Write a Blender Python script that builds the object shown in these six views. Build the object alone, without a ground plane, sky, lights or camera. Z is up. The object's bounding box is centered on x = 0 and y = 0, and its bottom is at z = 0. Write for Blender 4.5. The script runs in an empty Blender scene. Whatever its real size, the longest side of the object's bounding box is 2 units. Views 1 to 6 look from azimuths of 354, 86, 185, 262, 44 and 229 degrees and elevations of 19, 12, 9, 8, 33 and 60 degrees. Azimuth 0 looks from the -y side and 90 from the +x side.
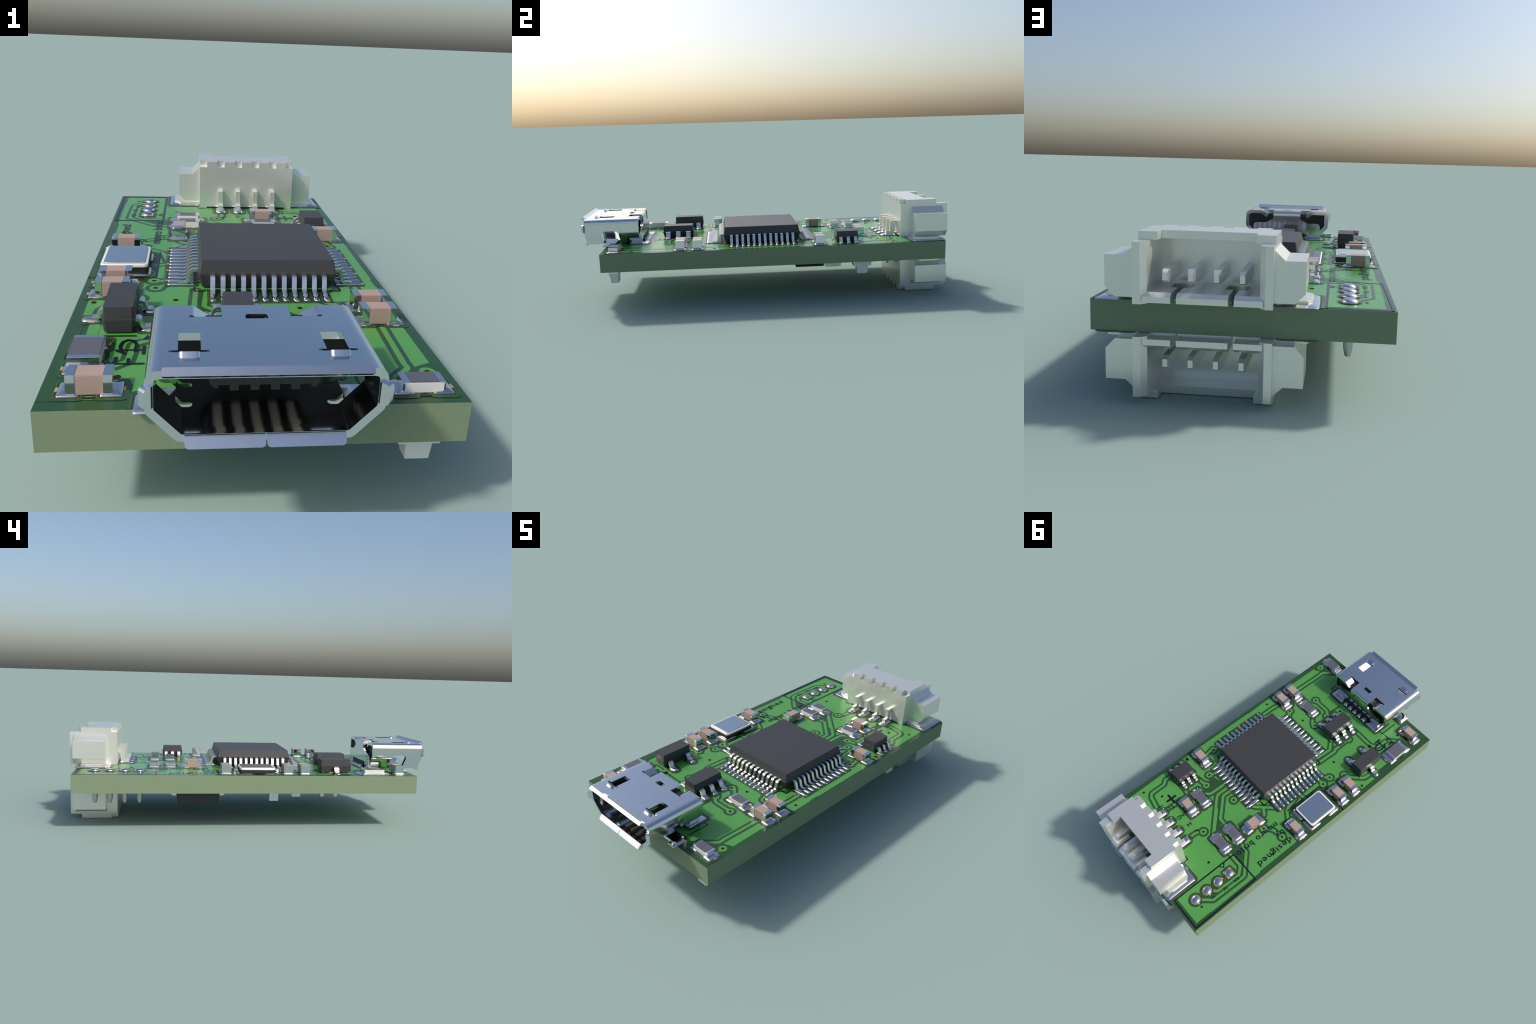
"""USB-to-wire converter board: green circuit board, 48-lead controller, micro USB socket,
two side-entry wire connectors (one per face), crystal, small transistors, chip parts."""
import bpy, bmesh, math
from math import sin, cos, pi, sqrt
from mathutils import Vector, Matrix

MM = 0.0603                       # one real millimetre in scene units
TOP, BOT = 0.3015, 0.2062         # board faces
HX, Y0, Y1 = 0.4528, -0.8640, 0.9485

# ------------------------------------------------------------------ materials
def material(name, color, rough=0.5, metal=0.0, spec=0.5, coat=0.0):
    m = bpy.data.materials.new(name)
    m.use_nodes = True
    b = m.node_tree.nodes["Principled BSDF"]
    b.inputs["Base Color"].default_value = (*color, 1)
    b.inputs["Roughness"].default_value = rough
    b.inputs["Metallic"].default_value = metal
    b.inputs["Specular IOR Level"].default_value = spec
    b.inputs["Coat Weight"].default_value = coat
    return m

def grain(m, amount, scale, detail=2.0, bump=0.0, bump_scale=None):
    """Fine speckle: noise on Object coordinates that scales the base colour, with optional bump."""
    nt = m.node_tree; n = nt.nodes; l = nt.links
    b = n["Principled BSDF"]
    tc = n.new("ShaderNodeTexCoord")
    no = n.new("ShaderNodeTexNoise"); no.inputs["Scale"].default_value = scale; no.inputs["Detail"].default_value = detail
    l.new(tc.outputs["Object"], no.inputs["Vector"])
    ramp = n.new("ShaderNodeMapRange")
    ramp.inputs["From Min"].default_value = 0.3; ramp.inputs["From Max"].default_value = 0.7
    ramp.inputs["To Min"].default_value = 1 - amount; ramp.inputs["To Max"].default_value = 1 + amount
    l.new(no.outputs["Fac"], ramp.inputs["Value"])
    c = b.inputs["Base Color"].default_value[:]
    mul = n.new("ShaderNodeVectorMath"); mul.operation = 'SCALE'
    mul.inputs[0].default_value = c[:3]
    l.new(ramp.outputs["Result"], mul.inputs["Scale"])
    l.new(mul.outputs["Vector"], b.inputs["Base Color"])
    if bump:
        nb = n.new("ShaderNodeTexNoise"); nb.inputs["Scale"].default_value = bump_scale or scale
        l.new(tc.outputs["Object"], nb.inputs["Vector"])
        bm_ = n.new("ShaderNodeBump"); bm_.inputs["Strength"].default_value = bump; bm_.inputs["Distance"].default_value = 0.002
        l.new(nb.outputs["Fac"], bm_.inputs["Height"])
        l.new(bm_.outputs["Normal"], b.inputs["Normal"])
    return m

M = {
 "pour":   grain(material("mask_over_copper", (0.078, 0.275, 0.062), 0.22), 0.10, 330, 2, 0.05, 420),
 "mask":   grain(material("mask_over_bare_board", (0.022, 0.067, 0.022), 0.22), 0.06, 300),
 "edge":   grain(material("board_edge", (0.190, 0.245, 0.152), 0.75, spec=0.2), 0.03, 60),
 "halo":   material("mask_opening", (0.012, 0.040, 0.018), 0.35),
 "olive":  material("mask_rim", (0.085, 0.095, 0.020), 0.4),
 "gold":   material("bare_copper", (0.43, 0.31, 0.15), 0.4, 0.1),
 "pin":    material("pin_metal", (0.50, 0.51, 0.49), 0.42, 1.0),
 "strip":  material("contact_strip", (0.62, 0.57, 0.45), 0.4, 0.0),
 "via":    material("via_disc_darkened", (0.034, 0.011, 0.001), 0.8, 0.0, 0.15),  # flat disc, copper darkened to show the shadow inside the drilled hole
 "ink":    material("silkscreen_ink", (0.005, 0.006, 0.013), 0.22),
 "solder": material("solder", (0.68, 0.68, 0.70), 0.13, 1.0),
 "tin":    material("tin_terminal", (0.74, 0.75, 0.76), 0.09, 1.0),
 "lead":   grain(material("lead_metal", (0.78, 0.78, 0.76), 0.26, 1.0), 0.03, 150),
 "steel":  grain(material("shell_steel", (0.72, 0.735, 0.755), 0.12, 1.0), 0.015, 60),
 "black":  grain(material("moulded_black", (0.040, 0.040, 0.043), 0.45, spec=0.5), 0.05, 250),
 "plastic":material("insulator_black", (0.013, 0.014, 0.015), 0.5),
 "ceramic":grain(material("capacitor_ceramic", (0.375, 0.268, 0.230), 0.45), 0.03, 120),
 "alumina":material("resistor_ceramic", (0.70, 0.70, 0.66), 0.4),
 "film":   material("resistor_film", (0.098, 0.098, 0.120), 0.42),
 "ivory":  material("connector_nylon", (0.80, 0.80, 0.75), 0.28, 0.69),
 "cream":  material("crystal_rim", (0.86, 0.84, 0.74), 0.30, 0.25),
 "lens":   material("led_lens", (0.62, 0.64, 0.62), 0.35),
}

# ------------------------------------------------------------------ helpers
ROOT = bpy.data.objects.new("usb_converter_board", None)
bpy.context.scene.collection.objects.link(ROOT)
ROOT["label"] = "green circuit board with micro USB socket and wire connectors"
ROOT["category"] = "circuit board"

def obj(name, mesh, parent=None, loc=(0, 0, 0), rot=(0, 0, 0), stuff=False):
    o = bpy.data.objects.new(name, mesh)
    bpy.context.scene.collection.objects.link(o)
    o.parent = parent or ROOT
    o.location = loc; o.rotation_euler = rot
    if stuff: o["kind"] = "stuff"
    return o

def finish(bm, name, mat, smooth=None, bevel=0.0, segs=2):
    if bevel:
        bmesh.ops.remove_doubles(bm, verts=bm.verts, dist=1e-6)
        es = [e for e in bm.edges if len(e.link_faces) == 2 and e.calc_face_angle(0) > 0.5]
        bmesh.ops.bevel(bm, geom=es, offset=bevel, segments=segs, affect='EDGES', clamp_overlap=True)
    bmesh.ops.recalc_face_normals(bm, faces=bm.faces)
    me = bpy.data.meshes.new(name)
    bm.to_mesh(me); bm.free()
    for m in (mat if isinstance(mat, (list, tuple)) else [mat]): me.materials.append(m)
    if smooth is not None:
        for p in me.polygons: p.use_smooth = True
        me.set_sharp_from_angle(angle=math.radians(smooth))
    return me

def add_box(bm, x0, x1, y0, y1, z0, z1):
    r = bmesh.ops.create_cube(bm, size=1.0)
    for v in r["verts"]:
        v.co = Vector((x0 + (v.co.x + .5) * (x1 - x0), y0 + (v.co.y + .5) * (y1 - y0), z0 + (v.co.z + .5) * (z1 - z0)))
    return r["verts"]

def box(name, mat, x0, x1, y0, y1, z0, z1, bevel=0.0, segs=2, smooth=None):
    bm = bmesh.new(); add_box(bm, x0, x1, y0, y1, z0, z1)
    return finish(bm, name, mat, smooth, bevel, segs)

AX = {"x": lambda u, v, w: (w, u, v), "y": lambda u, v, w: (u, w, v), "z": lambda u, v, w: (u, v, w)}
def add_prism(bm, pts, axis, w0, w1):
    """Extrude the closed 2D outline pts along axis; x:(y,z) y:(x,z) z:(x,y)."""
    f = AX[axis]
    a = [bm.verts.new(f(u, v, w0)) for u, v in pts]
    b = [bm.verts.new(f(u, v, w1)) for u, v in pts]
    n = len(pts)
    bm.faces.new(a); bm.faces.new(b[::-1])
    for i in range(n):
        bm.faces.new((a[i], b[i], b[(i + 1) % n], a[(i + 1) % n]))
    return a, b

def prism(name, mat, pts, axis, w0, w1, bevel=0.0, segs=2, smooth=None):
    bm = bmesh.new(); add_prism(bm, pts, axis, w0, w1)
    return finish(bm, name, mat, smooth, bevel, segs)

def fillet(path, r, n=4):
    """Round the inner corners of an open polyline."""
    P = [Vector(p) for p in path]; out = [P[0]]
    for i in range(1, len(P) - 1):
        a, b, c = P[i - 1], P[i], P[i + 1]
        d1, d2 = (a - b).normalized(), (c - b).normalized()
        ang = d1.angle(d2)
        if ang > pi - 0.05: out.append(b); continue
        t = min(r / math.tan(ang / 2), 0.49 * (a - b).length, 0.49 * (c - b).length)
        s, e = b + d1 * t, b + d2 * t
        for k in range(n + 1):
            u = k / n
            out.append(s.lerp(b, u).lerp(b.lerp(e, u), u))
    out.append(P[-1]); return out

def offset_sides(P, h):
    """Left and right offsets of a polyline by h, mitred."""
    L, R = [], []
    for i, p in enumerate(P):
        d1 = (P[i] - P[i - 1]).normalized() if i else (P[1] - P[0]).normalized()
        d2 = (P[i + 1] - P[i]).normalized() if i < len(P) - 1 else d1
        n1, n2 = Vector((-d1.y, d1.x)), Vector((-d2.y, d2.x))
        m = (n1 + n2)
        m = m.normalized() / max(0.45, m.normalized().dot(n1)) if m.length > 1e-6 else n1
        L.append(p + m * h); R.append(p - m * h)
    return L, R

def add_strip(bm, path, thick, axis, w0, w1, r=0.0, tip=0.0):
    """Bent sheet: a polyline path given thickness and swept over the width w0..w1; tip rounds the free corners."""
    P = fillet(path, r) if r else [Vector(p) for p in path]
    if tip:
        end, d = P[-1], (P[-1] - P[-2]).normalized()
        extra = [end - d * (tip * (1 - sin(k * pi / 12))) for k in range(7)]
        P = [p for p in P[:-1] if (end - p).dot(d) > tip * 1.02 or (end - p).length > tip * 3] + extra
    L, R_ = offset_sides(P, thick / 2)
    f = AX[axis]; rings = []
    for p, l, q in zip(P, L, R_):
        k = 0.0
        if tip:
            t = max(0.0, tip - (P[-1] - p).length)
            if (P[-1] - p).length <= tip: k = tip - sqrt(max(0, tip * tip - t * t))
        rings.append([bm.verts.new(f(l.x, l.y, w0 + k)), bm.verts.new(f(q.x, q.y, w0 + k)), bm.verts.new(f(q.x, q.y, w1 - k)), bm.verts.new(f(l.x, l.y, w1 - k))])
    for u, v in zip(rings, rings[1:]):
        for i in range(4): bm.faces.new((u[i], u[(i + 1) % 4], v[(i + 1) % 4], v[i]))
    bm.faces.new(rings[0][::-1]); bm.faces.new(rings[-1])

def strip(name, mat, path, thick, axis, w0, w1, r=0.0, tip=0.0, smooth=35, bevel=0.0):
    bm = bmesh.new(); add_strip(bm, path, thick, axis, w0, w1, r, tip)
    return finish(bm, name, mat, smooth, bevel)

def rrect(cx, cy, w, h, r, n=4):
    r = min(r, w / 2 - 1e-5, h / 2 - 1e-5); out = []
    for sx, sy, a0 in ((1, 1, 0), (-1, 1, 90), (-1, -1, 180), (1, -1, 270)):
        for k in range(n + 1):
            a = math.radians(a0 + 90 * k / n)
            out.append((cx + sx * (w / 2 - r) + r * cos(a), cy + sy * (h / 2 - r) + r * sin(a)))
    return out

def circle(cx, cy, r, n=20):
    return [(cx + r * cos(2 * pi * k / n), cy + r * sin(2 * pi * k / n)) for k in range(n)]

def stroke(pts, w, r=0.0, caps=5):
    """Outline of a round-ended line of width w."""
    P = fillet(pts, r) if r and len(pts) > 2 else [Vector(p) for p in pts]
    L, R = offset_sides(P, w / 2); out = [tuple(p) for p in L]
    for (a, b) in ((L[-1], R[-1]), (R[0], L[0])):
        c = (a + b) / 2; v = a - c
        for k in range(1, caps):
            t = -pi * k / caps
            out.append((c.x + v.x * cos(t) - v.y * sin(t), c.y + v.x * sin(t) + v.y * cos(t)))
        if a is L[-1]: out += [tuple(p) for p in R[::-1]]
    return out

def cut(mesh, cutters, name, mat, smooth=None, op='DIFFERENCE'):
    """Boolean of meshes with the exact solver, applied."""
    base = bpy.data.objects.new("tmp", mesh); bpy.context.scene.collection.objects.link(base)
    tmp = [base]
    for c in cutters:
        o = bpy.data.objects.new("tmp", c); bpy.context.scene.collection.objects.link(o); tmp.append(o)
        m = base.modifiers.new("b", 'BOOLEAN'); m.operation = op; m.object = o; m.solver = 'EXACT'
    dg = bpy.context.evaluated_depsgraph_get()
    me = bpy.data.meshes.new_from_object(base.evaluated_get(dg))
    for o in tmp: bpy.data.objects.remove(o)
    bm = bmesh.new(); bm.from_mesh(me); bpy.data.meshes.remove(me)
    for f in bm.faces: f.material_index = 0
    return finish(bm, name, mat, smooth)

# ------------------------------------------------------------------ board and its printed layers
def build_board():
    bm = bmesh.new(); add_box(bm, -HX, HX, Y0, Y1, BOT, TOP)
    for f in bm.faces:
        f.material_index = 1 if abs(f.normal.z) > .5 else 0
    bm.normal_update()
    for f in bm.faces: f.material_index = 1 if abs(f.normal.z) > .5 else 0
    return obj("board", finish(bm, "board", [M["edge"], M["mask"]]))

BOARD = build_board()

class Layer:
    """A thin printed layer: closed outlines stacked a hair apart so that none is coplanar with another."""
    def __init__(s, z, step=6e-6): s.bm = bmesh.new(); s.z = z; s.step = step
    def add(s, outline):
        outline = [(max(-HX + .0008, min(HX - .0008, x)), max(Y0 + .0008, min(Y1 - .0008, y))) for x, y in outline]
        add_prism(s.bm, outline, "z", s.z - 0.0004, s.z); s.z += s.step
    def line(s, pts, w, r=0.0):
        """A line as a chain of round-ended segments, neighbours a hair apart in height."""
        P = fillet(pts, r, 3) if r and len(pts) > 2 else [Vector(p) for p in pts]
        z = s.z
        for k, (a, b) in enumerate(zip(P, P[1:])):
            if (b - a).length < 1e-5: continue
            s.z = z + (k % 2) * 3e-6 + (k % 3) * 1e-6
            add_prism(s.bm, stroke([a, b], w), "z", s.z - 0.0004, s.z)
        s.z = z + 8e-6
    def done(s, name, mat): return obj(name, finish(s.bm, name, mat), BOARD, stuff=True)

pour_outline = [(-.4225, .9180), (-.4225, .826), (-.4255, .818), (-.4255, .486), (-.4205, .478), (-.4205, -.300), (-.4235, -.312),
                (-.4235, -.412), (-.395, -.440), (-.395, -.735), (-.262, -.765), (-.262, -.8320), (.262, -.8320), (.262, -.800), (.330, -.745), (.372, -.722), (.398, -.700), (.4225, -.690),
                (.4225, -.326), (.4335, -.312), (.4335, .250), (.4255, .690), (.4225, .9180)]
pour = Layer(TOP + .0003); pour.add(pour_outline); pour.done("copper_pour", M["pour"])
under = Layer(BOT); 
add_prism(under.bm, [(-.425, .92), (.425, .92), (.425, -.835), (-.425, -.835)], "z", BOT - .0006, BOT + .0002)
under.done("copper_pour", M["pour"])

TW, GAP = .0150, .0115            # trace width and its clearance
traces = [
 [(.227, -.531), (.205, -.530), (.128, -.530), (.114, -.524), (.090, -.502)],
 [(.366, -.490), (.360, -.691), (.362, -.716), (.312, -.766)],
 [(.363, -.210), (.363, -.271), (.358, -.330)],
 [(.150, -.436), (.128, -.413), (.106, -.390), (.091, -.395)],
 [(.299, -.364), (.274, -.350), (.245, -.322)],
 [(-.121, -.484), (-.121, -.376), (-.130, -.359), (-.124, -.227)],
 [(-.058, -.395), (-.102, -.347), (-.093, -.240)],
 [(-.100, -.560), (-.238, -.556), (-.275, -.578), (-.283, -.664), (-.323, -.696)],
 [(-.286, -.289), (-.323, -.308), (-.380, -.366), (-.384, -.421)],
 [(-.243, -.212), (-.210, -.183)], [(-.250, -.153), (-.210, -.153)],
 [(-.080, .262), (-.103, .248), (-.182, .163)], [(-.134, .214), (-.174, .240), (-.183, .262)],
 [(-.212, .025), (-.229, .102), (-.241, .125), (-.297, .164)],
 [(-.210, -.001), (-.250, -.010)],
 [(-.238, .300), (-.257, .282), (-.284, .263), (-.346, .254)], [(-.200, .285), (-.238, .300)],
 [(.033, .425), (-.090, .545)], [(.011, .405), (-.030, .449), (-.090, .449)],
 [(-.212, .451), (-.283, .464), (-.386, .563), (-.381, .774), (-.318, .8445)],
 [(-.212, .541), (-.324, .541), (-.361, .580), (-.358, .725), (-.318, .768)],
 [(.280, .389), (.197, .375)], [(.241, .319), (.222, .278)],
 [(.175, .435), (.135, .391), (.132, .275)],
 [(.102, .275), (.104, .359), (.096, .375), (-.085, .545)],
 [(.074, .275), (.077, .343), (-.030, .449)],
 [(.384, .480), (.386, .538), (.364, .561), (.364, .651), (.344, .668), (.230, .690)],
 [(.195, .545), (.216, .575), (.219, .660)],
 [(.300, .482), (.229, .493), (.205, .470)],
 [(.362, .255), (.370, .208), (.363, .194), (.357, .150)],
 [(-.030, .571), (-.007, .604), (-.006, .670)],
 [(.408, -.727), (.404, -.775)],
]
ringed = [(.0910, -.3955), (.0913, -.5015), (.2272, -.5307), (.2740, -.3505), (.3628, .1938), (.2406, .3196), (.1965, .3750), (.0149, .3143),
          (-.0296, .5710), (-.2379, .2998), (-.3461, .2540), (-.2424, -.2120), (-.2499, -.1526), (-.2863, -.2893), (-.1205, -.4852), (.4027, -.7330)]
plain = [(-.2980, -.7340), (.4083, -.2746), (.1667, -.3647), (.3988, .6830), (.3074, .6165), (.1363, .4958), (-.1956, .6617), (-.3921, .3598),
         (-.1812, -.3044), (-.4073, -.3192)]
HEADER = [(-.318, .6155 + 1.27 * MM * k) for k in range(4)]

gaps = Layer(TOP + .0005)
for t in traces: gaps.line(t, TW + 2 * GAP, .012)
for c in ringed: gaps.add(circle(*c, .0310, 28))
for line in ([(.101, -.534), (.094, -.612)], [(.306, .501), (.229, .502)]):
    gaps.line(line, GAP)
bare = [   # areas without copper between the traces
 [(.229, .313), (.146, .290), (.144, .388), (.169, .411), (.197, .402), (.195, .375)],
 [(.089, .289), (.090, .352), (-.005, .440), (-.040, .460), (-.080, .480), (-.085, .532), (.098, .352), (.106, .300)],
 [(-.106, -.236), (-.113, -.355), (-.071, -.392), (-.113, -.380), (-.127, -.353), (-.118, -.236)],
 [(-.338, .770), (-.323, .792), (-.328, .825), (-.380, .774), (-.368, .729)],
 [(-.200, .480), (-.246, .463), (-.281, .472), (-.345, .540), (-.302, .530), (-.213, .530)],
 [(-.246, .118), (-.246, -.120), (-.452, -.122), (-.452, .120)],
 [(.118, -.640), (-.118, -.640), (-.118, -.700), (.118, -.700)],
 [(-.452, -.440), (-.452, -.830), (-.412, -.830), (-.412, -.440)],
 [(-.212, -.178), (-.236, -.198), (-.238, -.168), (-.212, -.160)],
 [(.445, -.14), (.430, -.14), (.430, -.20), (.445, -.20)],
]
for p in bare: gaps.add(p)
for x, y in HEADER: gaps.add(circle(x, y, .0400, 28))
gaps.done("mask_clearance", M["mask"])

lines = Layer(TOP + .0010)
for t in traces: lines.line(t, TW, .012)
lines.add(stroke([(-.384, -.430), (-.383, -.560)], .028))
lines.add(stroke([(-.229, -.030), (-.234, -.122)], .016))
for c in ringed: lines.add(circle(*c, .0190, 24))
lines.add(circle(-.150, .4965, .0100)); lines.add(stroke([(-.338, -.8195), (-.356, -.8195)], .014))
lines.add(stroke([(.110, .447), (.112, .425)], .018)); lines.add(stroke([(.172, .498), (.180, .500)], .016))
lines.done("copper_trace", M["pour"])

holes = Layer(TOP + .0013)
for c in ringed + plain: holes.add(circle(*c, .0074, 18))
holes.done("via_shade_disc", M["via"])

# ------------------------------------------------------------------ solder pads
halo, rim, well, gold = Layer(TOP + .0014), Layer(TOP + .0018), Layer(TOP + .0022), Layer(TOP + .0026)

def solder_mesh(w, h, r, rise):
    """Pillow of solder: rounded-rectangle outline rising to a gentle crown."""
    bm = bmesh.new(); rings = []
    for u in (0, .02, .08, .18, .32, .48, .66, .84, .95):
        k, z = u * min(w, h) / 2, sqrt(1 - (1 - u) ** 2.0) * .6 + .4 * (1 - (1 - u) ** 2)
        rings.append([bm.verts.new((x, y, z * rise)) for x, y in rrect(0, 0, w - 2 * k, h - 2 * k, r * (1 - u) + (min(w, h) / 2 - k) * u * .8, 5)])
    for a, b in zip(rings, rings[1:]):
        for i in range(len(a)):
            j = (i + 1) % len(a); bm.faces.new((a[i], a[j], b[j], b[i]))
    bm.faces.new(rings[-1]); bm.faces.new(rings[0][::-1])
    return finish(bm, "solder_joint", M["solder"], 60)

SOLDER = {}
def pad(x, y, w, h, r=.004, rise=.0066, parent=None, ring=True, tabs=()):
    if ring:
        halo.add(rrect(x, y, w + .028, h + .028, r + .012))
        rim.add(rrect(x, y, w + .0135, h + .0135, r + .006))
        well.add(rrect(x, y, w + .0100, h + .0100, r + .005))
        for dx, dy, tw, th in tabs:
            gold.add(rrect(x + dx, y + dy, tw, th, .001, 2))
    key = (round(w, 4), round(h, 4), r, rise)
    if key not in SOLDER: SOLDER[key] = solder_mesh(w, h, r, rise)
    return obj("solder_joint", SOLDER[key], BOARD, (x, y, TOP + .0020))

# ------------------------------------------------------------------ chip capacitors and resistors
L6, W6, EC = .0960, .0480, .0205
cap_body = box("ceramic_body", M["ceramic"], -L6 / 2 + .012, L6 / 2 - .012, -W6 / 2 + .0010, W6 / 2 - .0010, .0020, .0472, .0012)
cap_end = box("terminal", M["tin"], 0, EC, -W6 / 2, W6 / 2, .0010, .0482, .0013, 2, 50)
H6 = .0268
res_body = box("ceramic_body", M["alumina"], -L6 / 2 + .004, L6 / 2 - .004, -W6 / 2 + .0004, W6 / 2 - .0004, .0015, H6 - .0012, .0006)
res_film = box("resistive_film", M["film"], -L6 / 2 + .0165, L6 / 2 - .0165, -W6 / 2 + .0012, W6 / 2 - .0012, .004, H6 + .0006, .0008)
res_end = box("terminal", M["tin"], 0, .0170, -W6 / 2 + .0008, W6 / 2 - .0008, .0010, H6, .0011, 2, 50)
L8, W8, H8 = .1150, .0730, .0285
big_body = box("ceramic_body", M["alumina"], -L8 / 2 + .004, L8 / 2 - .004, -W8 / 2 + .0004, W8 / 2 - .0004, .0015, H8 - .0012, .0006)
big_film = box("resistive_film", M["film"], -L8 / 2 + .0150, L8 / 2 - .0150, -W8 / 2 + .0006, W8 / 2 - .0006, .004, H8 + .0006, .0008)
big_end = box("terminal", M["tin"], 0, .0160, -W8 / 2 + .0008, W8 / 2 - .0008, .0010, H8, .0011, 2, 50)

def flip(face): return (0, pi, 0) if face < 0 else (0, 0, 0)
LIFT = .0050                       # parts sit on their solder
def place(face, x, y, turn=0.0):
    """Location and rotation of a part standing on the upper (+1) or lower (-1) face."""
    if face > 0: return dict(loc=(x, y, TOP), rot=(0, 0, turn))
    m = Matrix.Rotation(pi, 3, 'Y') @ Matrix.Rotation(-turn, 3, 'Z')
    return dict(loc=(x, y, BOT), rot=m.to_euler())

def capacitor(x, y, turn=0.0, face=1, tabs=True):
    o = obj("capacitor", cap_body, **place(face, x, y, turn))
    for s in (0, pi):
        obj("terminal", cap_end, o, ((L6 / 2 - EC) * cos(s), 0, 0), (0, 0, s))
    chip_pads(o, x, y, turn, face, .0445, .0460, .0600, tabs)
    return o

def resistor(x, y, turn=0.0, face=1, big=False, tabs=True):
    body, film, end, L, ec = (big_body, big_film, big_end, L8, .016) if big else (res_body, res_film, res_end, L6, .017)
    o = obj("resistor", body, **place(face, x, y, turn))
    obj("resistive_film", film, o)
    for s in (0, pi):
        obj("terminal", end, o, ((L / 2 - ec) * cos(s), 0, 0), (0, 0, s))
    if big: chip_pads(o, x, y, turn, face, .0590, .0520, .0860, tabs)
    else: chip_pads(o, x, y, turn, face, .0445, .0460, .0600, tabs)
    return o

chip_count, CHIP_TICKS = 0, []
def chip_pads(o, x, y, turn, face, off, w, h, tabs):
    global chip_count
    chip_count += 1
    if face > 0:
        side = .0345 if w < .05 else .0470
        for s in (1, -1):
            mid = (x - sin(turn) * side * s, y + cos(turn) * side * s)
            CHIP_TICKS.append([(mid[0] - cos(turn) * .010, mid[1] - sin(turn) * .010), (mid[0] + cos(turn) * .010, mid[1] + sin(turn) * .010)])
    for s in (1, -1):
        if face > 0:
            dx, dy = cos(turn) * off * s, sin(turn) * off * s
            ww, hh = (w, h) if abs(cos(turn)) > .5 else (h, w)
            k = chip_count % 3 - 1
            t = ()
            if tabs:   # bare copper where a trace or thermal spoke leaves the pad
                t = ((0, -k * (hh / 2 + .0030) if k else hh / 2 + .0030, .016, .0055), (s * (ww / 2 + .003), 0, .0055, .016)) if ww < hh or True else ()
            pad(x + dx, y + dy, ww, hh, tabs=t)
        else:
            key = (w, h, .004, .0066)
            if key not in SOLDER: SOLDER[key] = solder_mesh(w, h, .004, .0066)
            obj("solder_joint", SOLDER[key], o, (off * s, 0, .0004))

for x, y, t in [(.3615, -.3640, 0), (.3617, -.4542, 0), (-.1815, .3286, pi / 2), (.3615, .2848, 0), (.1515, .5402, 0),
                (-.3618, .1650, 0), (-.3618, -.1662, 0), (-.3614, -.2580, 0), (-.3477, -.7868, 0)]:
    capacitor(x, y, t)
for x, y in [(.2097, -.4541), (-.1510, .5407), (-.1509, .4504), (.3612, -.8009), (.1495, .4529)]:
    resistor(x, y)
resistor(-.3775, -.6380, pi / 2, big=True)
# lower face
capacitor(-.3570, -.0915, 0, -1); capacitor(-.2600, -.4240, pi / 2, -1)
resistor(-.3490, -.2135, 0, -1); resistor(.3890, .3500, pi / 2, -1)

# ------------------------------------------------------------------ gull-wing packages
def gull(r0, r1, r2, z1, t, width, bend):
    """Lead in profile: out of the body at z1, down, and out along the pad. Runs along local +x."""
    return strip("lead", M["lead"], [(r0, z1), (r1, z1), (r1 + (r2 - r1) * .30, t / 2 + .0035), (r2, t / 2 + .0035)], t, "y", -width / 2, width / 2, bend, smooth=40)

def moulded(hx, hy, z0, zm, z1, draft_top, draft_bot):
    """Moulded body: two tapered halves meeting at a parting line; corners slightly cut."""
    bm = bmesh.new(); rings = []
    for inset, z, c in ((draft_bot, z0, .005), (0, zm - .0035, .0075), (0, zm, .0075), (.0030, zm + .0006, .0055), (draft_top, z1, .003)):
        x, y = hx - inset, hy - inset
        rings.append([bm.verts.new((px, py, z)) for px, py in
                      ((x - c, y), (-x + c, y), (-x, y - c), (-x, -y + c), (-x + c, -y), (x - c, -y), (x, -y + c), (x, y - c))])
    for a, b in zip(rings, rings[1:]):
        for i in range(8):
            j = (i + 1) % 8; bm.faces.new((a[i], a[j], b[j], b[i]))
    bm.faces.new(rings[-1]); bm.faces.new(rings[0][::-1])
    return finish(bm, "moulded_body", M["black"])

def leaded(name, body, lead, rows, x, y, face=1):
    o = obj(name, body, **place(face, x, y))
    for lx, ly, a in rows: obj("lead", lead, o, (lx, ly, 0), (0, 0, a))
    return o

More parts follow.
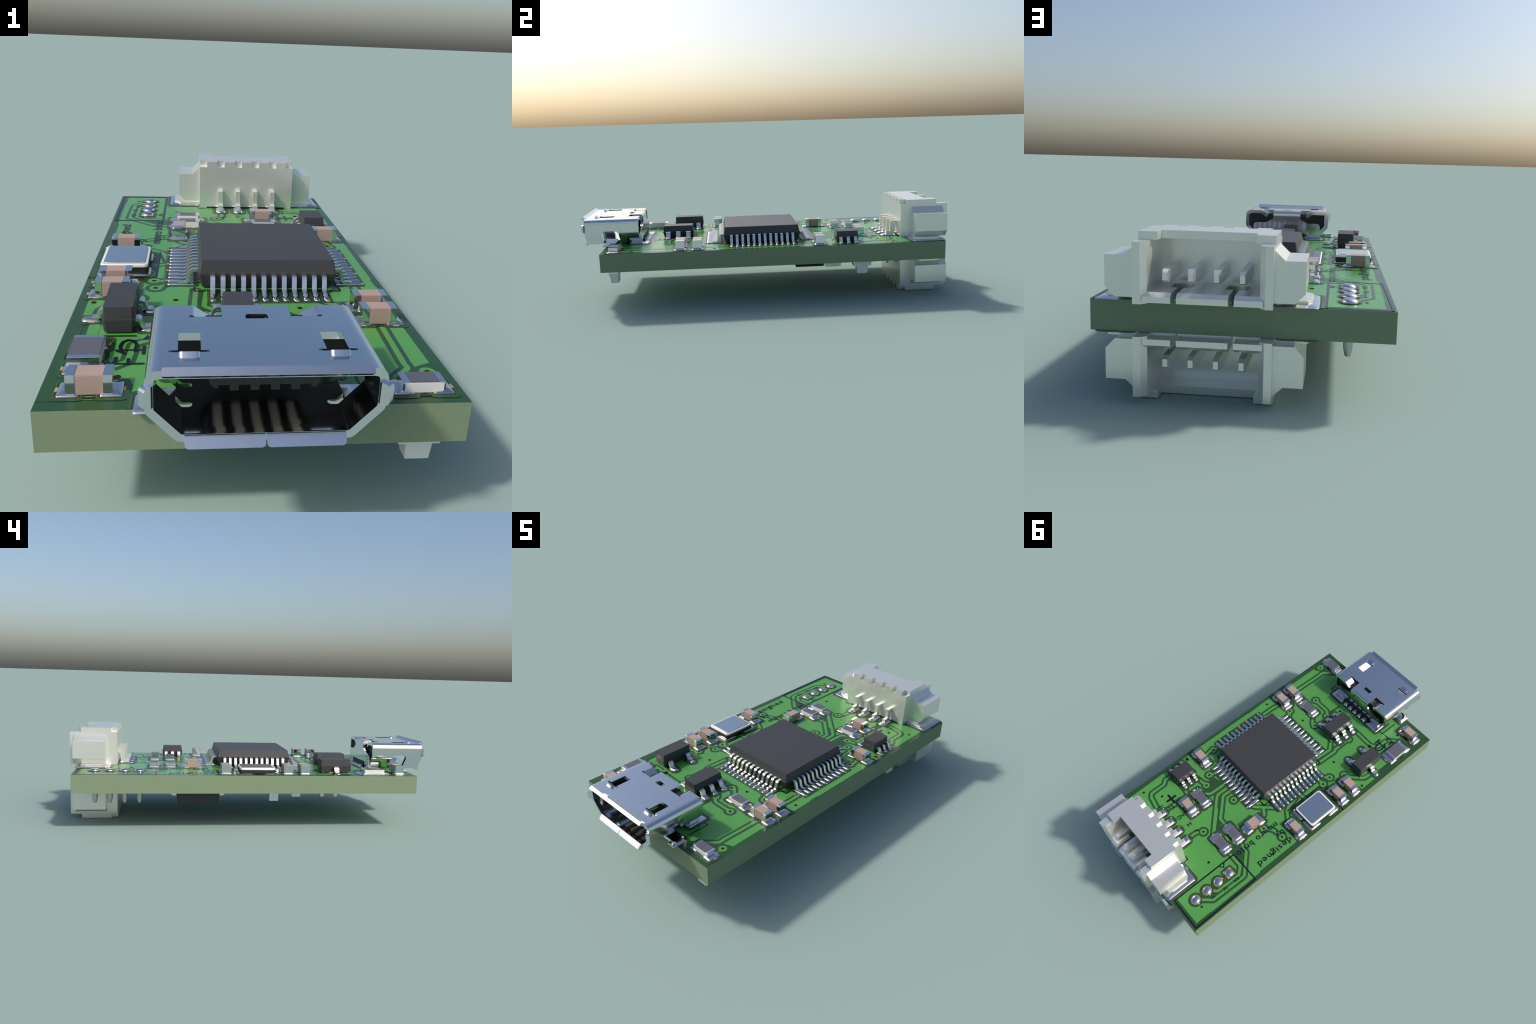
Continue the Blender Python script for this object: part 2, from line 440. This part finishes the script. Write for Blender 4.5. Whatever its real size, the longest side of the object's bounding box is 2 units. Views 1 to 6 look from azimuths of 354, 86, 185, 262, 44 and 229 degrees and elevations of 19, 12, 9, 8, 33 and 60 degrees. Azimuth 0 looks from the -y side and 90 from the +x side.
# microcontroller, 48 leads, 12 on each side
CX, CY, P = .0907, -.0175, .5 * MM
mcu_body = moulded(.2100, .2100, .0065, .0525, .0915, .0115, .0130)
mcu_lead = gull(.198, .2290, .268, .0490, .0085, .0140, .0125)
rows = []
for k in range(4):
    a = k * pi / 2
    for i in range(12):
        u = (i - 5.5) * P
        rows.append((-sin(a) * u, cos(a) * u, a))
leaded("microcontroller", mcu_body, mcu_lead, rows, CX, CY)
for k in range(4):
    a = k * pi / 2
    gx, gy = CX + cos(a) * .2580, CY + sin(a) * .2580
    w, h = (.0900, .3480) if k % 2 == 0 else (.3480, .0900)
    halo.add(rrect(gx, gy, w + .016, h + .018, .012)); rim.add(rrect(gx, gy, w + .0085, h + .0085, .008)); well.add(rrect(gx, gy, w + .0055, h + .0055, .007))
    for i in range(12):
        u = (i - 5.5) * P
        lx, ly = CX + cos(a) * .2580 - sin(a) * u, CY + sin(a) * .2580 + cos(a) * u
        pad(lx, ly, *((.0860, .0170) if k % 2 == 0 else (.0170, .0860)), r=.007, rise=.0050, ring=False)
        if (i * 7 + k * 3) % 5 < 2:
            gold.add(rrect(lx + cos(a) * .0450, ly + sin(a) * .0450, .010, .010, .002, 2))

# USB line protection, 6 leads
s6 = moulded(.0450, .0890, .0040, .0370, .0670, .0068, .0070)
l6 = gull(.036, .0600, .0860, .0330, .0085, .0250, .010)
def six(u): return [(0, k * u, a) for a in (0, pi) for k in (-1, 0, 1)]
leaded("line_protector", s6, l6, six(.95 * MM), -.0155, -.4860)
for s in (1, -1):
    for k in (-1, 0, 1):
        pad(-.0155 + s * .0760, -.4860 + k * .95 * MM, .0400, .0310, .004, .0075, tabs=((s * .0220, 0, .005, .018),) if k == s else ())
# small converter, 6 leads
s6b = moulded(.0440, .0610, .0040, .0340, .0612, .0055, .0055)
l6b = gull(.036, .0560, .0760, .0300, .0080, .0170, .009)
leaded("logic_chip", s6b, l6b, six(.65 * MM), .3415, .4360)
for s in (1, -1):
    for k in (-1, 0, 1):
        pad(.3415 + s * .0640, .4360 + k * .65 * MM, .0360, .0200, .004, .0060, tabs=((s * .0195, 0, .004, .016),) if k else ())
# three-legged regulator
s3 = moulded(.0415, .0880, .0050, .0410, .0730, .0050, .0055)
l3 = gull(.033, .0530, .0780, .0320, .0085, .0250, .010)
leaded("transistor", s3, l3, [(0, 0, pi), (0, .0565, 0), (0, -.0565, 0)], -.3180, -.4370)
for px, py in ((-.3945, -.4370), (-.2420, -.3805), (-.2420, -.4935)):
    pad(px, py, .0560, .0300, .013, .0075, tabs=((0, -.0185, .016, .005),))

# eight-legged memory on the lower face
s8 = moulded(.1490, .1190, .0090, .0580, .1050, .0110, .0100)
l8 = gull(.110, .1420, .1790, .0520, .0120, .0250, .014)
leaded("memory_chip", s8, l8, [((k - 1.5) * 1.27 * MM, 0, a) for a in (pi / 2, -pi / 2) for k in range(4)], -.0770, .3000, -1)

# ------------------------------------------------------------------ crystal
crystal = obj("crystal", prism("crystal", M["plastic"], rrect(0, 0, .1500, .1900, .010, 5), "z", .004, .0240, .0008, 2, 40), None, (-.3455, -.0020, TOP))
bm = bmesh.new()
prof = [(0, .0230), (0, .0310), (.0008, .0328), (.0022, .0335), (.0085, .0335), (.0088, .0315)]
rings = [[bm.verts.new((px, py, z)) for px, py in rrect(0, 0, .1470 - 2 * k, .1870 - 2 * k, .013 - k * .6, 6)] for k, z in prof]
for a, b in zip(rings, rings[1:]):
    for i in range(len(a)):
        j = (i + 1) % len(a); bm.faces.new((a[i], a[j], b[j], b[i]))
bm.faces.new(rings[-1]); bm.faces.new(rings[0][::-1])
obj("rim", finish(bm, "rim", M["cream"], 50), crystal)
obj("lid", prism("lid", M["tin"], rrect(0, 0, .1280, .1675, .011, 5), "z", .030, .0372, .0012, 2, 40), crystal)
for sx in (1, -1):
    for sy in (1, -1):
        pad(-.3465 + sx * .0440, -.0030 + sy * .0690, .0780, .0820, .014, .0080, ring=True, tabs=((.0430, 0, .0055, .016),) if sx > 0 else ())

# ------------------------------------------------------------------ LEDs under the board
led_base = box("led", M["alumina"], -.0480, .0480, -.0240, .0240, .001, .0295, .0010)
bm = bmesh.new()
lo, hi = [(-.031, -.0225), (.031, -.0225), (.031, .0225), (-.031, .0225)], [(-.0275, -.0195), (.0275, -.0195), (.0275, .0195), (-.0275, .0195)]
va = [bm.verts.new((*p, .029)) for p in lo]; vb = [bm.verts.new((*p, .0715)) for p in hi]
bm.faces.new(va[::-1]); bm.faces.new(vb)
for i in range(4): bm.faces.new((va[i], va[(i + 1) % 4], vb[(i + 1) % 4], vb[i]))
led_lens = finish(bm, "lens", M["lens"], None, .0012)
for x, y, t in ((.3645, -.8060, 0), (.3920, .5100, pi / 2)):
    o = obj("led", led_base, **place(-1, x, y, t)); obj("lens", led_lens, o)
    for s in (1, -1): obj("terminal", box("terminal", M["tin"], s * .0485 - .010, s * .0485 + .001, -.0246, .0246, .0008, .012, .001), o)

# ------------------------------------------------------------------ pin header, soldered from above
def turned(name, mat, prof, n=20):
    bm = bmesh.new(); rings = [[bm.verts.new((r * cos(2 * pi * k / n), r * sin(2 * pi * k / n), z)) for k in range(n)] for r, z in prof]
    for a, b in zip(rings, rings[1:]):
        for i in range(n): bm.faces.new((a[i], a[(i + 1) % n], b[(i + 1) % n], b[i]))
    bm.faces.new(rings[-1]); bm.faces.new(rings[0][::-1])
    return finish(bm, name, mat, 60)
dome = turned("solder_joint", M["solder"], [(.0250, 0), (.0246, .0020), (.0226, .0052), (.0182, .0080), (.0128, .0097), (.0064, .0107), (.001, .0109)], 28)
pinm = turned("pin", M["pin"], [(.0040, -.0740), (.0085, -.0725), (.0108, -.0660), (.0136, -.0520), (.0148, -.0400), (.0150, -.0100), (.0150, 0)])
for i, (x, y) in enumerate(HEADER):
    if i == 0:
        halo.add(rrect(x, y, .072, .072, .006)); rim.add(rrect(x, y, .0645, .0645, .004)); well.add(rrect(x, y, .061, .061, .003)); gold.add(rrect(x, y, .051, .051, .001))
    else:
        rim.add(circle(x, y, .0345, 28)); well.add(circle(x, y, .0325, 28)); gold.add(circle(x, y, .0272, 28))
        gold.add(rrect(x - (.028 if i != 1 else 0), y - (.028 if i == 1 else 0), .010, .010, .001, 2))
    o = obj("header_pin", pinm, None, (x, y, BOT)); obj("solder_joint", dome, o, (0, 0, TOP + .0030 - BOT))

# ------------------------------------------------------------------ wire connector (four circuits, side entry)
def connector_meshes():
    """Local frame: x along the row, y outward as on the board, z = 0 on the board face."""
    D = TOP
    body = bmesh.new(); add_box(body, -.2035, .2035, .7450, .9400, .0008, .2062)
    body = finish(body, "b", M["ivory"])
    def b(x0, x1, y0, y1, z0, z1): return box("c", M["ivory"], x0, x1, y0, y1, z0, z1)
    cavity = b(-.1690, .1690, .8155, 1.10, .0355, .1815)
    roof = b(-.1455, .1455, .8940, 1.10, .15, .30)
    side_top = [b(s - .30, s, .9395, 1.1, .1825, .30) for s in (0,)]
    body = cut(body, [cavity, roof], "b", M["ivory"])
    post = lambda s: prism("p", M["ivory"], [(s * .2035, .9300), (s * .2035, 1.0000), (s * .1806, 1.0000), (s * .1644, .9850), (s * .1644, .9300)], "z", .0010, .1820)
    wing = lambda s: prism("w", M["ivory"], [(s * .1950, .1685), (s * .2035, .1685), (s * .2345, .1393), (s * .2940, .1393), (s * .2940, .0460), (s * .2650, .0155), (s * .1950, .0155)], "y", .8030, .9740)
    floor_ = prism("f", M["ivory"], [(.9300, .0065), (1.0, .0065), (1.0, .0242), (.9850, .0355), (.9300, .0355)], "x", -.1750, .1750)
    body = cut(body, [post(1), post(-1), wing(1), wing(-1), floor_], "b", M["ivory"], op='UNION')
    cuts = []
    for x0, x1 in ((-.2100, -.1722), (-.1280, -.0964), (-.0507, -.0207), (.0242, .0540), (.0998, .1296), (.1734, .2100)):
        cuts.append(b(x0, x1, .70, .7775, .1825, .30))              # notches on the rear top edge
    cuts.append(b(-.1725, .1735, .70, .8200, -.10, .0070))          # relief under the rear edge
    for s in (1, -1):
        cuts.append(b(*sorted((s * .0752, s * .0920)), .9000, 1.10, -.10, .0400))    # floor slots
        cuts.append(b(*sorted((s * .0510, s * .1185)), .8430, .9050, -.10, .0400))
    body = cut(body, cuts, "housing", M["ivory"])
    # contact: blade in the mouth, shoulder, drop and foot behind
    bm = bmesh.new()
    w = .0098
    for v in add_box(bm, -w, w, .7650, .9660, .0620, .1015): pass
    tip = [(-w, .0620), (w, .0620), (w, .1015), (-w, .1015)], [(-.0072, .0699), (.0072, .0699), (.0072, .0931), (-.0072, .0931)]
    va = [bm.verts.new((x, .9655, z)) for x, z in tip[0]]; vb = [bm.verts.new((x, .9800, z)) for x, z in tip[1]]
    bm.faces.new(va); bm.faces.new(vb[::-1])
    for i in range(4): bm.faces.new((va[i], va[(i + 1) % 4], vb[(i + 1) % 4], vb[i]))
    add_prism(bm, [(.770, .0835), (.7075, .0835), (.7075, .0270), (.6855, .0270), (.6855, .0085), (.6895, .0040), (.7240, .0040), (.7320, .0150), (.7330, .0450), (.7380, .0590), (.7450, .0600), (.770, .0600)], "x", -w, w)
    pin = finish(bm, "contact_pin", M["ivory"])
    bm = bmesh.new()
    for s in (1, -1):
        add_prism(bm, [(s * .19, .7950), (s * .288, .7950), (s * .3130, .8180), (s * .3130, .9080), (s * .300, .9330), (s * .19, .9330)], "z", .0030, .0165)
        add_prism(bm, [(s * .19, .8025), (s * .2600, .8025), (s * .2600, .8100), (s * .19, .8100)], "z", .0030, .0850)
    tab = finish(bm, "solder_tab", M["ivory"], None, .0015, 2)
    return body, pin, tab
HOUSING, PIN, TAB = connector_meshes()
JX, JP = .1045, 1.25 * MM
for face in (1, -1):
    pl = dict(loc=(JX, 0, TOP if face > 0 else BOT), rot=flip(face))
    c = obj("wire_connector", HOUSING, **pl)
    obj("solder_tab", TAB, c)
    for k in range(4):
        obj("contact_pin", PIN, c, ((k - 1.5) * JP, 0, 0))
    for k in range(4):
        px = JX + (k - 1.5) * JP
        if face > 0: pad(px, .6975, .0430, .0860, .0200, .0090, tabs=((.018, -.040, .008, .008), (-.019, -.036, .008, .008)))
        else: obj("solder_joint", SOLDER[(.0430, .0860, .0200, .0090)], c, ((k - 1.5) * JP, .6975, .0005))
    for s in (1, -1):
        if face > 0: pad(JX + s * .2700, .8690, .1270, .1860, .012, .0100, tabs=((-s * .02, -.096, .016, .005),))
        else: obj("solder_joint", SOLDER[(.1270, .1860, .012, .0100)], c, (s * .2700, .8690, .0005))

# ------------------------------------------------------------------ micro USB socket
USB = obj("usb_socket", box("usb_socket", M["plastic"], -.10, .10, -.7000, -.6725, .0075, .0320, .001), None, (0, 0, TOP))
ZS = TOP
T = .0165
def shell_profile():
    half = fillet([(0, .1495), (.2235, .1495), (.2235, .0640), (.1690, .0010), (0, .0010)], .034, 6)
    # separate radii: large at the top shoulder, small at the lower bends
    half = [Vector(p) for p in fillet([(0, .1495), (.2235, .1495), (.2235, .0900)], .034, 7)[:-1]] + \
           [Vector(p) for p in fillet([(.2235, .1000), (.2235, .0640), (.1640, .0010), (0, .0010)], .022, 4)[1:]]
    return half
def shell_mesh():
    h = shell_profile(); L, R = offset_sides(h, T / 2)
    inner = [p for p in offset_sides(h, T)[1]]
    outer_loop = [tuple(p) for p in h] + [(-p.x, p.y) for p in h[::-1][1:-1]]
    inner_loop = [tuple(p) for p in inner] + [(-p.x, p.y) for p in inner[::-1][1:-1]]
    bm = bmesh.new(); V = {}
    for nm, loop in (("o", outer_loop), ("i", inner_loop)):
        for y in (-.9785, -.6880):
            V[nm, y] = [bm.verts.new((x, y, z)) for x, z in loop]
    n = len(outer_loop); ya, yb = -.9785, -.6880
    for i in range(n):
        j = (i + 1) % n
        bm.faces.new((V["o", ya][i], V["o", ya][j], V["o", yb][j], V["o", yb][i]))
        bm.faces.new((V["i", ya][i], V["i", yb][i], V["i", yb][j], V["i", ya][j]))
        bm.faces.new((V["o", ya][i], V["i", ya][i], V["i", ya][j], V["o", ya][j]))
        bm.faces.new((V["o", yb][i], V["o", yb][j], V["i", yb][j], V["i", yb][i]))
    return finish(bm, "shell", M["steel"]), inner_loop
shell, INNER = shell_mesh()
cuts = []
def c_(x0, x1, y0, y1, z0, z1): cuts.append(box("c", M["steel"], x0, x1, y0, y1, z0, z1))
for s in (1, -1):
    c_(*sorted((s * .1210, s * .1645)), -.9080, -.8270, .12, .20)                       # spring slot
    cuts.append(prism("c", M["steel"], stroke([(s * .1080, -.9050), (s * .1780, -.9050)], .0075), "z", .12, .20))
    c_(*sorted((s * .0738, s * .1425)), -.7490, -.60, .12, .20)                         # rear notch
    cuts.append(prism("c", M["steel"], rrect(-.8410, .0500, .0900, .0640, .014), "x", *sorted((s * .1700, s * .30))))   # opening above the leg
for s in (1, -1):                                                                       # relief slots either side of each leg
    for y in (-.8780, -.8030):
        cuts.append(prism("c", M["steel"], stroke([(s * .1450, y), (s * .2000, y)], .0175), "z", -.05, .0400))
cuts.append(prism("c", M["steel"], [(-.0240, -.7590), (.0240, -.7590), (.0240, -.7440), (.0170, -.7310), (-.0170, -.7310), (-.0240, -.7440)], "z", .12, .20))
obj("shell", cut(shell, cuts, "shell", M["steel"], 30), USB)
# flared mouth: hood above, two lips below, an ear each side
S = M["steel"]
obj("lip", prism("lip", S, [(-.9600, .1335), (-.9780, .1335), (-.9800, .1350), (-1.0006, .1503), (-.9880, .1618), (-.9750, .1515), (-.9660, .1490), (-.9600, .1480)], "x", -.1905, .1905, .0010, 2, 40), USB)
for x0, x1 in ((-.1510, -.0012), (.0012, .1510)):
    obj("lip", strip("lip", S, [(-.955, .0093), (-.9770, .0093), (-.9902, -.0072)], T, "x", x0, x1, .006, .008), USB)
for s in (1, -1):
    obj("ear", strip("ear", S, [(s * .2153, -.955), (s * .2153, -.9780), (s * .2280, -.9895)], T, "z", .0765, .1205, .005, .010), USB)
    # raised stop at the end of each slot
    x0, x1 = sorted((s * .1225, s * .1630))
    obj("spring_stop", strip("spring_stop", S, [(-.9090, .1415), (-.9140, .1440), (-.9300, .1545)], .0135, "x", x0, x1, .004, .008), USB)
    # folded flap in the rear notch
    obj("flap", strip("flap", S, [(s * .1600, .1412), (s * .1380, .1412), (s * .1040, .1190)], T, "y", -.7420, -.6885, .006, .006), USB)
    # mounting leg: a tongue bent out flat over its pad
    obj("leg", strip("leg", S, [(s * .1640, .0110), (s * .2000, .0110), (s * .2440, .0110)], .0150, "y", -.8690, -.8130, 0, .010), USB)
    # back plate feet
    bm = bmesh.new()
    add_strip(bm, [(-.6841, .0420), (-.6841, .0105), (-.7330, .0105)], T, "x", *sorted((s * .1140, s * .1805)), .010)
    obj("foot", finish(bm, "foot", S, 40), USB)
half = [(.0735, .1290), (.0740, .1080), (.1135, .0860)] + [tuple(p) for p in fillet([(.1135, .0860), (.1812, .0860), (.1812, .0400)], .028, 6)][1:-1] + [(.1812, .0300), (.1140, .0300), (.1140, .0245)]
plate = half + [(-x, z) for x, z in half[::-1]]
obj("back_plate", prism("back_plate", S, plate, "y", -.6920, -.6762), USB)
obj("back_fold", strip("back_fold", S, [(-.7360, .1412), (-.6841, .1412), (-.6841, .1200)], T, "x", -.0735, .0735, .016), USB)
# insulator: block filling the rear, tongue with shoulders and teeth
k = [(x * .985, .0765 + (z - .0765) * .97) for x, z in INNER]
obj("insulator", prism("insulator", M["plastic"], k, "y", -.7600, -.7010), USB)
bm = bmesh.new()
tongue = [(-.1055, .1180), (-.1055, .0990), (-.0985, .0885), (-.0890, .0860), (-.0880, .0935)]
for c in (-.0585, -.0195, .0195, .0585):
    tongue += [(c - .0085, .0935), (c - .0085, .0820), (c + .0085, .0820), (c + .0085, .0935)]
tongue += [(.0880, .0935), (.0890, .0860), (.0985, .0885), (.1055, .0990), (.1055, .1180)]
add_prism(bm, tongue, "y", -.9350, -.7550)
obj("tongue", finish(bm, "tongue", M["plastic"]), USB)
contact = box("contact", M["strip"], -.0100, .0100, -.9050, -.7600, .0880, .0945, .001)
foot = box("contact", M["lead"], -.0085, .0085, -.7050, -.6560, .0050, .0120, .001)
for i in range(5):
    x = (i - 2) * .65 * MM
    obj("contact", contact, USB, (x, 0, .0)); obj("contact", foot, USB, (x, 0, 0))
    pad(x, -.6850, .0260, .0840, .006, .0070, ring=False)
halo.add(rrect(0, -.6850, .2260, .1000, .010))
for s in (1, -1):
    pad(s * .1512, -.6960, .0900, .1060, .006, .0060)
    pad(s * .2285, -.8470, .0530, .0740, .006, .0090)

halo.done("pad_clearance", M["mask"]); rim.done("pad_rim", M["olive"]); well.done("pad_well", M["halo"]); gold.done("bare_pad_copper", M["gold"])

# ------------------------------------------------------------------ white-print: lines, symbols, lettering in dark ink
ink = Layer(TOP + .0019)
thin, thick = .0052, .0076
silk = [
 (thick, [(-.250, .527), (-.249, .934), (-.4425, .936), (-.4395, .527), (-.2505, .5265)]),
 (thin, [(-.250, .596), (-.272, .616), (-.249, .638)]),
 (thin, [(-.243, .123), (-.245, -.124), (-.4505, -.127)]),
 (.0065, [(-.097, .203), (-.128, .202), (-.128, .168), (-.213, .170)]), (.0065, [(-.097, -.238), (-.128, -.238), (-.128, -.208)]),
 (.0065, [(.280, .203), (.310, .203), (.310, .170)]), (.0065, [(.280, -.238), (.310, -.238), (.310, -.208)]),
 (thin, [(-.205, -.671), (-.231, -.671), (-.231, -.778)]), (thin, [(.205, -.671), (.230, -.671), (.230, -.778)]),
 (thin, [(.040, -.387), (-.070, -.388)]), (thin, [(-.278, -.347), (-.358, -.347)]), (thin, [(-.346, -.5335), (-.275, -.534)]),
 (thin, [(.390, .505), (.300, .504)]), (thin, [(.334, .366), (.303, .366)]),
 (.0120, [(.289, .585), (.231, .585)]), (.0120, [(.260, .557), (.260, .613)]),
 (thin, [(.260, .688), (.259, .650)]), (thin, [(.002, .604), (.002, .588), (-.023, .590)]), (thin, [(-.075, .737), (-.105, .739), (-.107, .766)]),
 # hand-drawn style emblem beside the socket
 (.0090, [(-.303, -.614), (-.307, -.590), (-.303, -.568), (-.291, -.557), (-.276, -.563), (-.268, -.583), (-.270, -.614)]),
 (.0060, [(-.314, -.611), (-.249, -.6095)]), (.0090, [(-.250, -.592), (-.250, -.628)]), (.0080, [(-.314, -.611), (-.293, -.628)]),
 (.0070, [(-.313, -.677), (-.247, -.677)]), (.0090, [(-.311, -.648), (-.313, -.674)]), (.0090, [(-.282, -.655), (-.281, -.674)]),
 (.0070, [(-.334, -.622), (-.333, -.651)]),
 (thin, [(-.370, .773), (-.371, .757)]), (.0045, [(-.3755, .8435), (-.3655, .8435)]), (.0045, [(-.3705, .838), (-.3705, .849)]),
]
for w, pts in silk + [(.0065, t) for t in CHIP_TICKS]: ink.line(pts, w)
for tri in ([(.075, -.593), (.057, -.600), (.060, -.578)], [(-.230, -.555), (-.246, -.530), (-.256, -.556)], [(.428, .347), (.416, .369), (.397, .347)]):
    ink.add(tri)
ink.done("printed_line", M["ink"])

def lettering(text, x, y0, y1, cap):
    """Text whose baseline runs along +y at x, letters standing towards -x, fitted to y0..y1."""
    c = bpy.data.curves.new("lettering", 'FONT'); c.body = text; c.size = 1.0; c.extrude = 0.5; c.resolution_u = 3; c.offset = .006; c.space_character = 1.12
    o = bpy.data.objects.new("tmp", c); bpy.context.scene.collection.objects.link(o)
    dg = bpy.context.evaluated_depsgraph_get()
    me = bpy.data.meshes.new_from_object(o.evaluated_get(dg)); bpy.data.objects.remove(o)
    xs = [v.co.x for v in me.vertices]; sx = (y1 - y0) / (max(xs) - min(xs)); sy = cap / .69
    for v in me.vertices: v.co = Vector((-v.co.y * sy, (v.co.x - min(xs)) * sx, v.co.z * .0002))
    bm = bmesh.new(); bm.from_mesh(me); bpy.data.meshes.remove(me)
    me = finish(bm, "lettering", M["ink"])
    obj("lettering", me, BOARD, (x, y0, TOP + .0026))
lettering("designed", -.3720, .2200, .4600, .0350)
lettering("by", -.3110, .2220, .2740, .0350)
lettering("mauro brito", -.2490, .2220, .5120, .0350)
lettering("5v", .2270, .6010, .6370, .0270)
lettering("GND", .1430, .5660, .6360, .0250)
lettering("H", .0710, .5920, .6150, .0225)
lettering("RX", -.3645, .5930, .6260, .0180)
lettering("TX", -.3645, .6700, .7000, .0180)
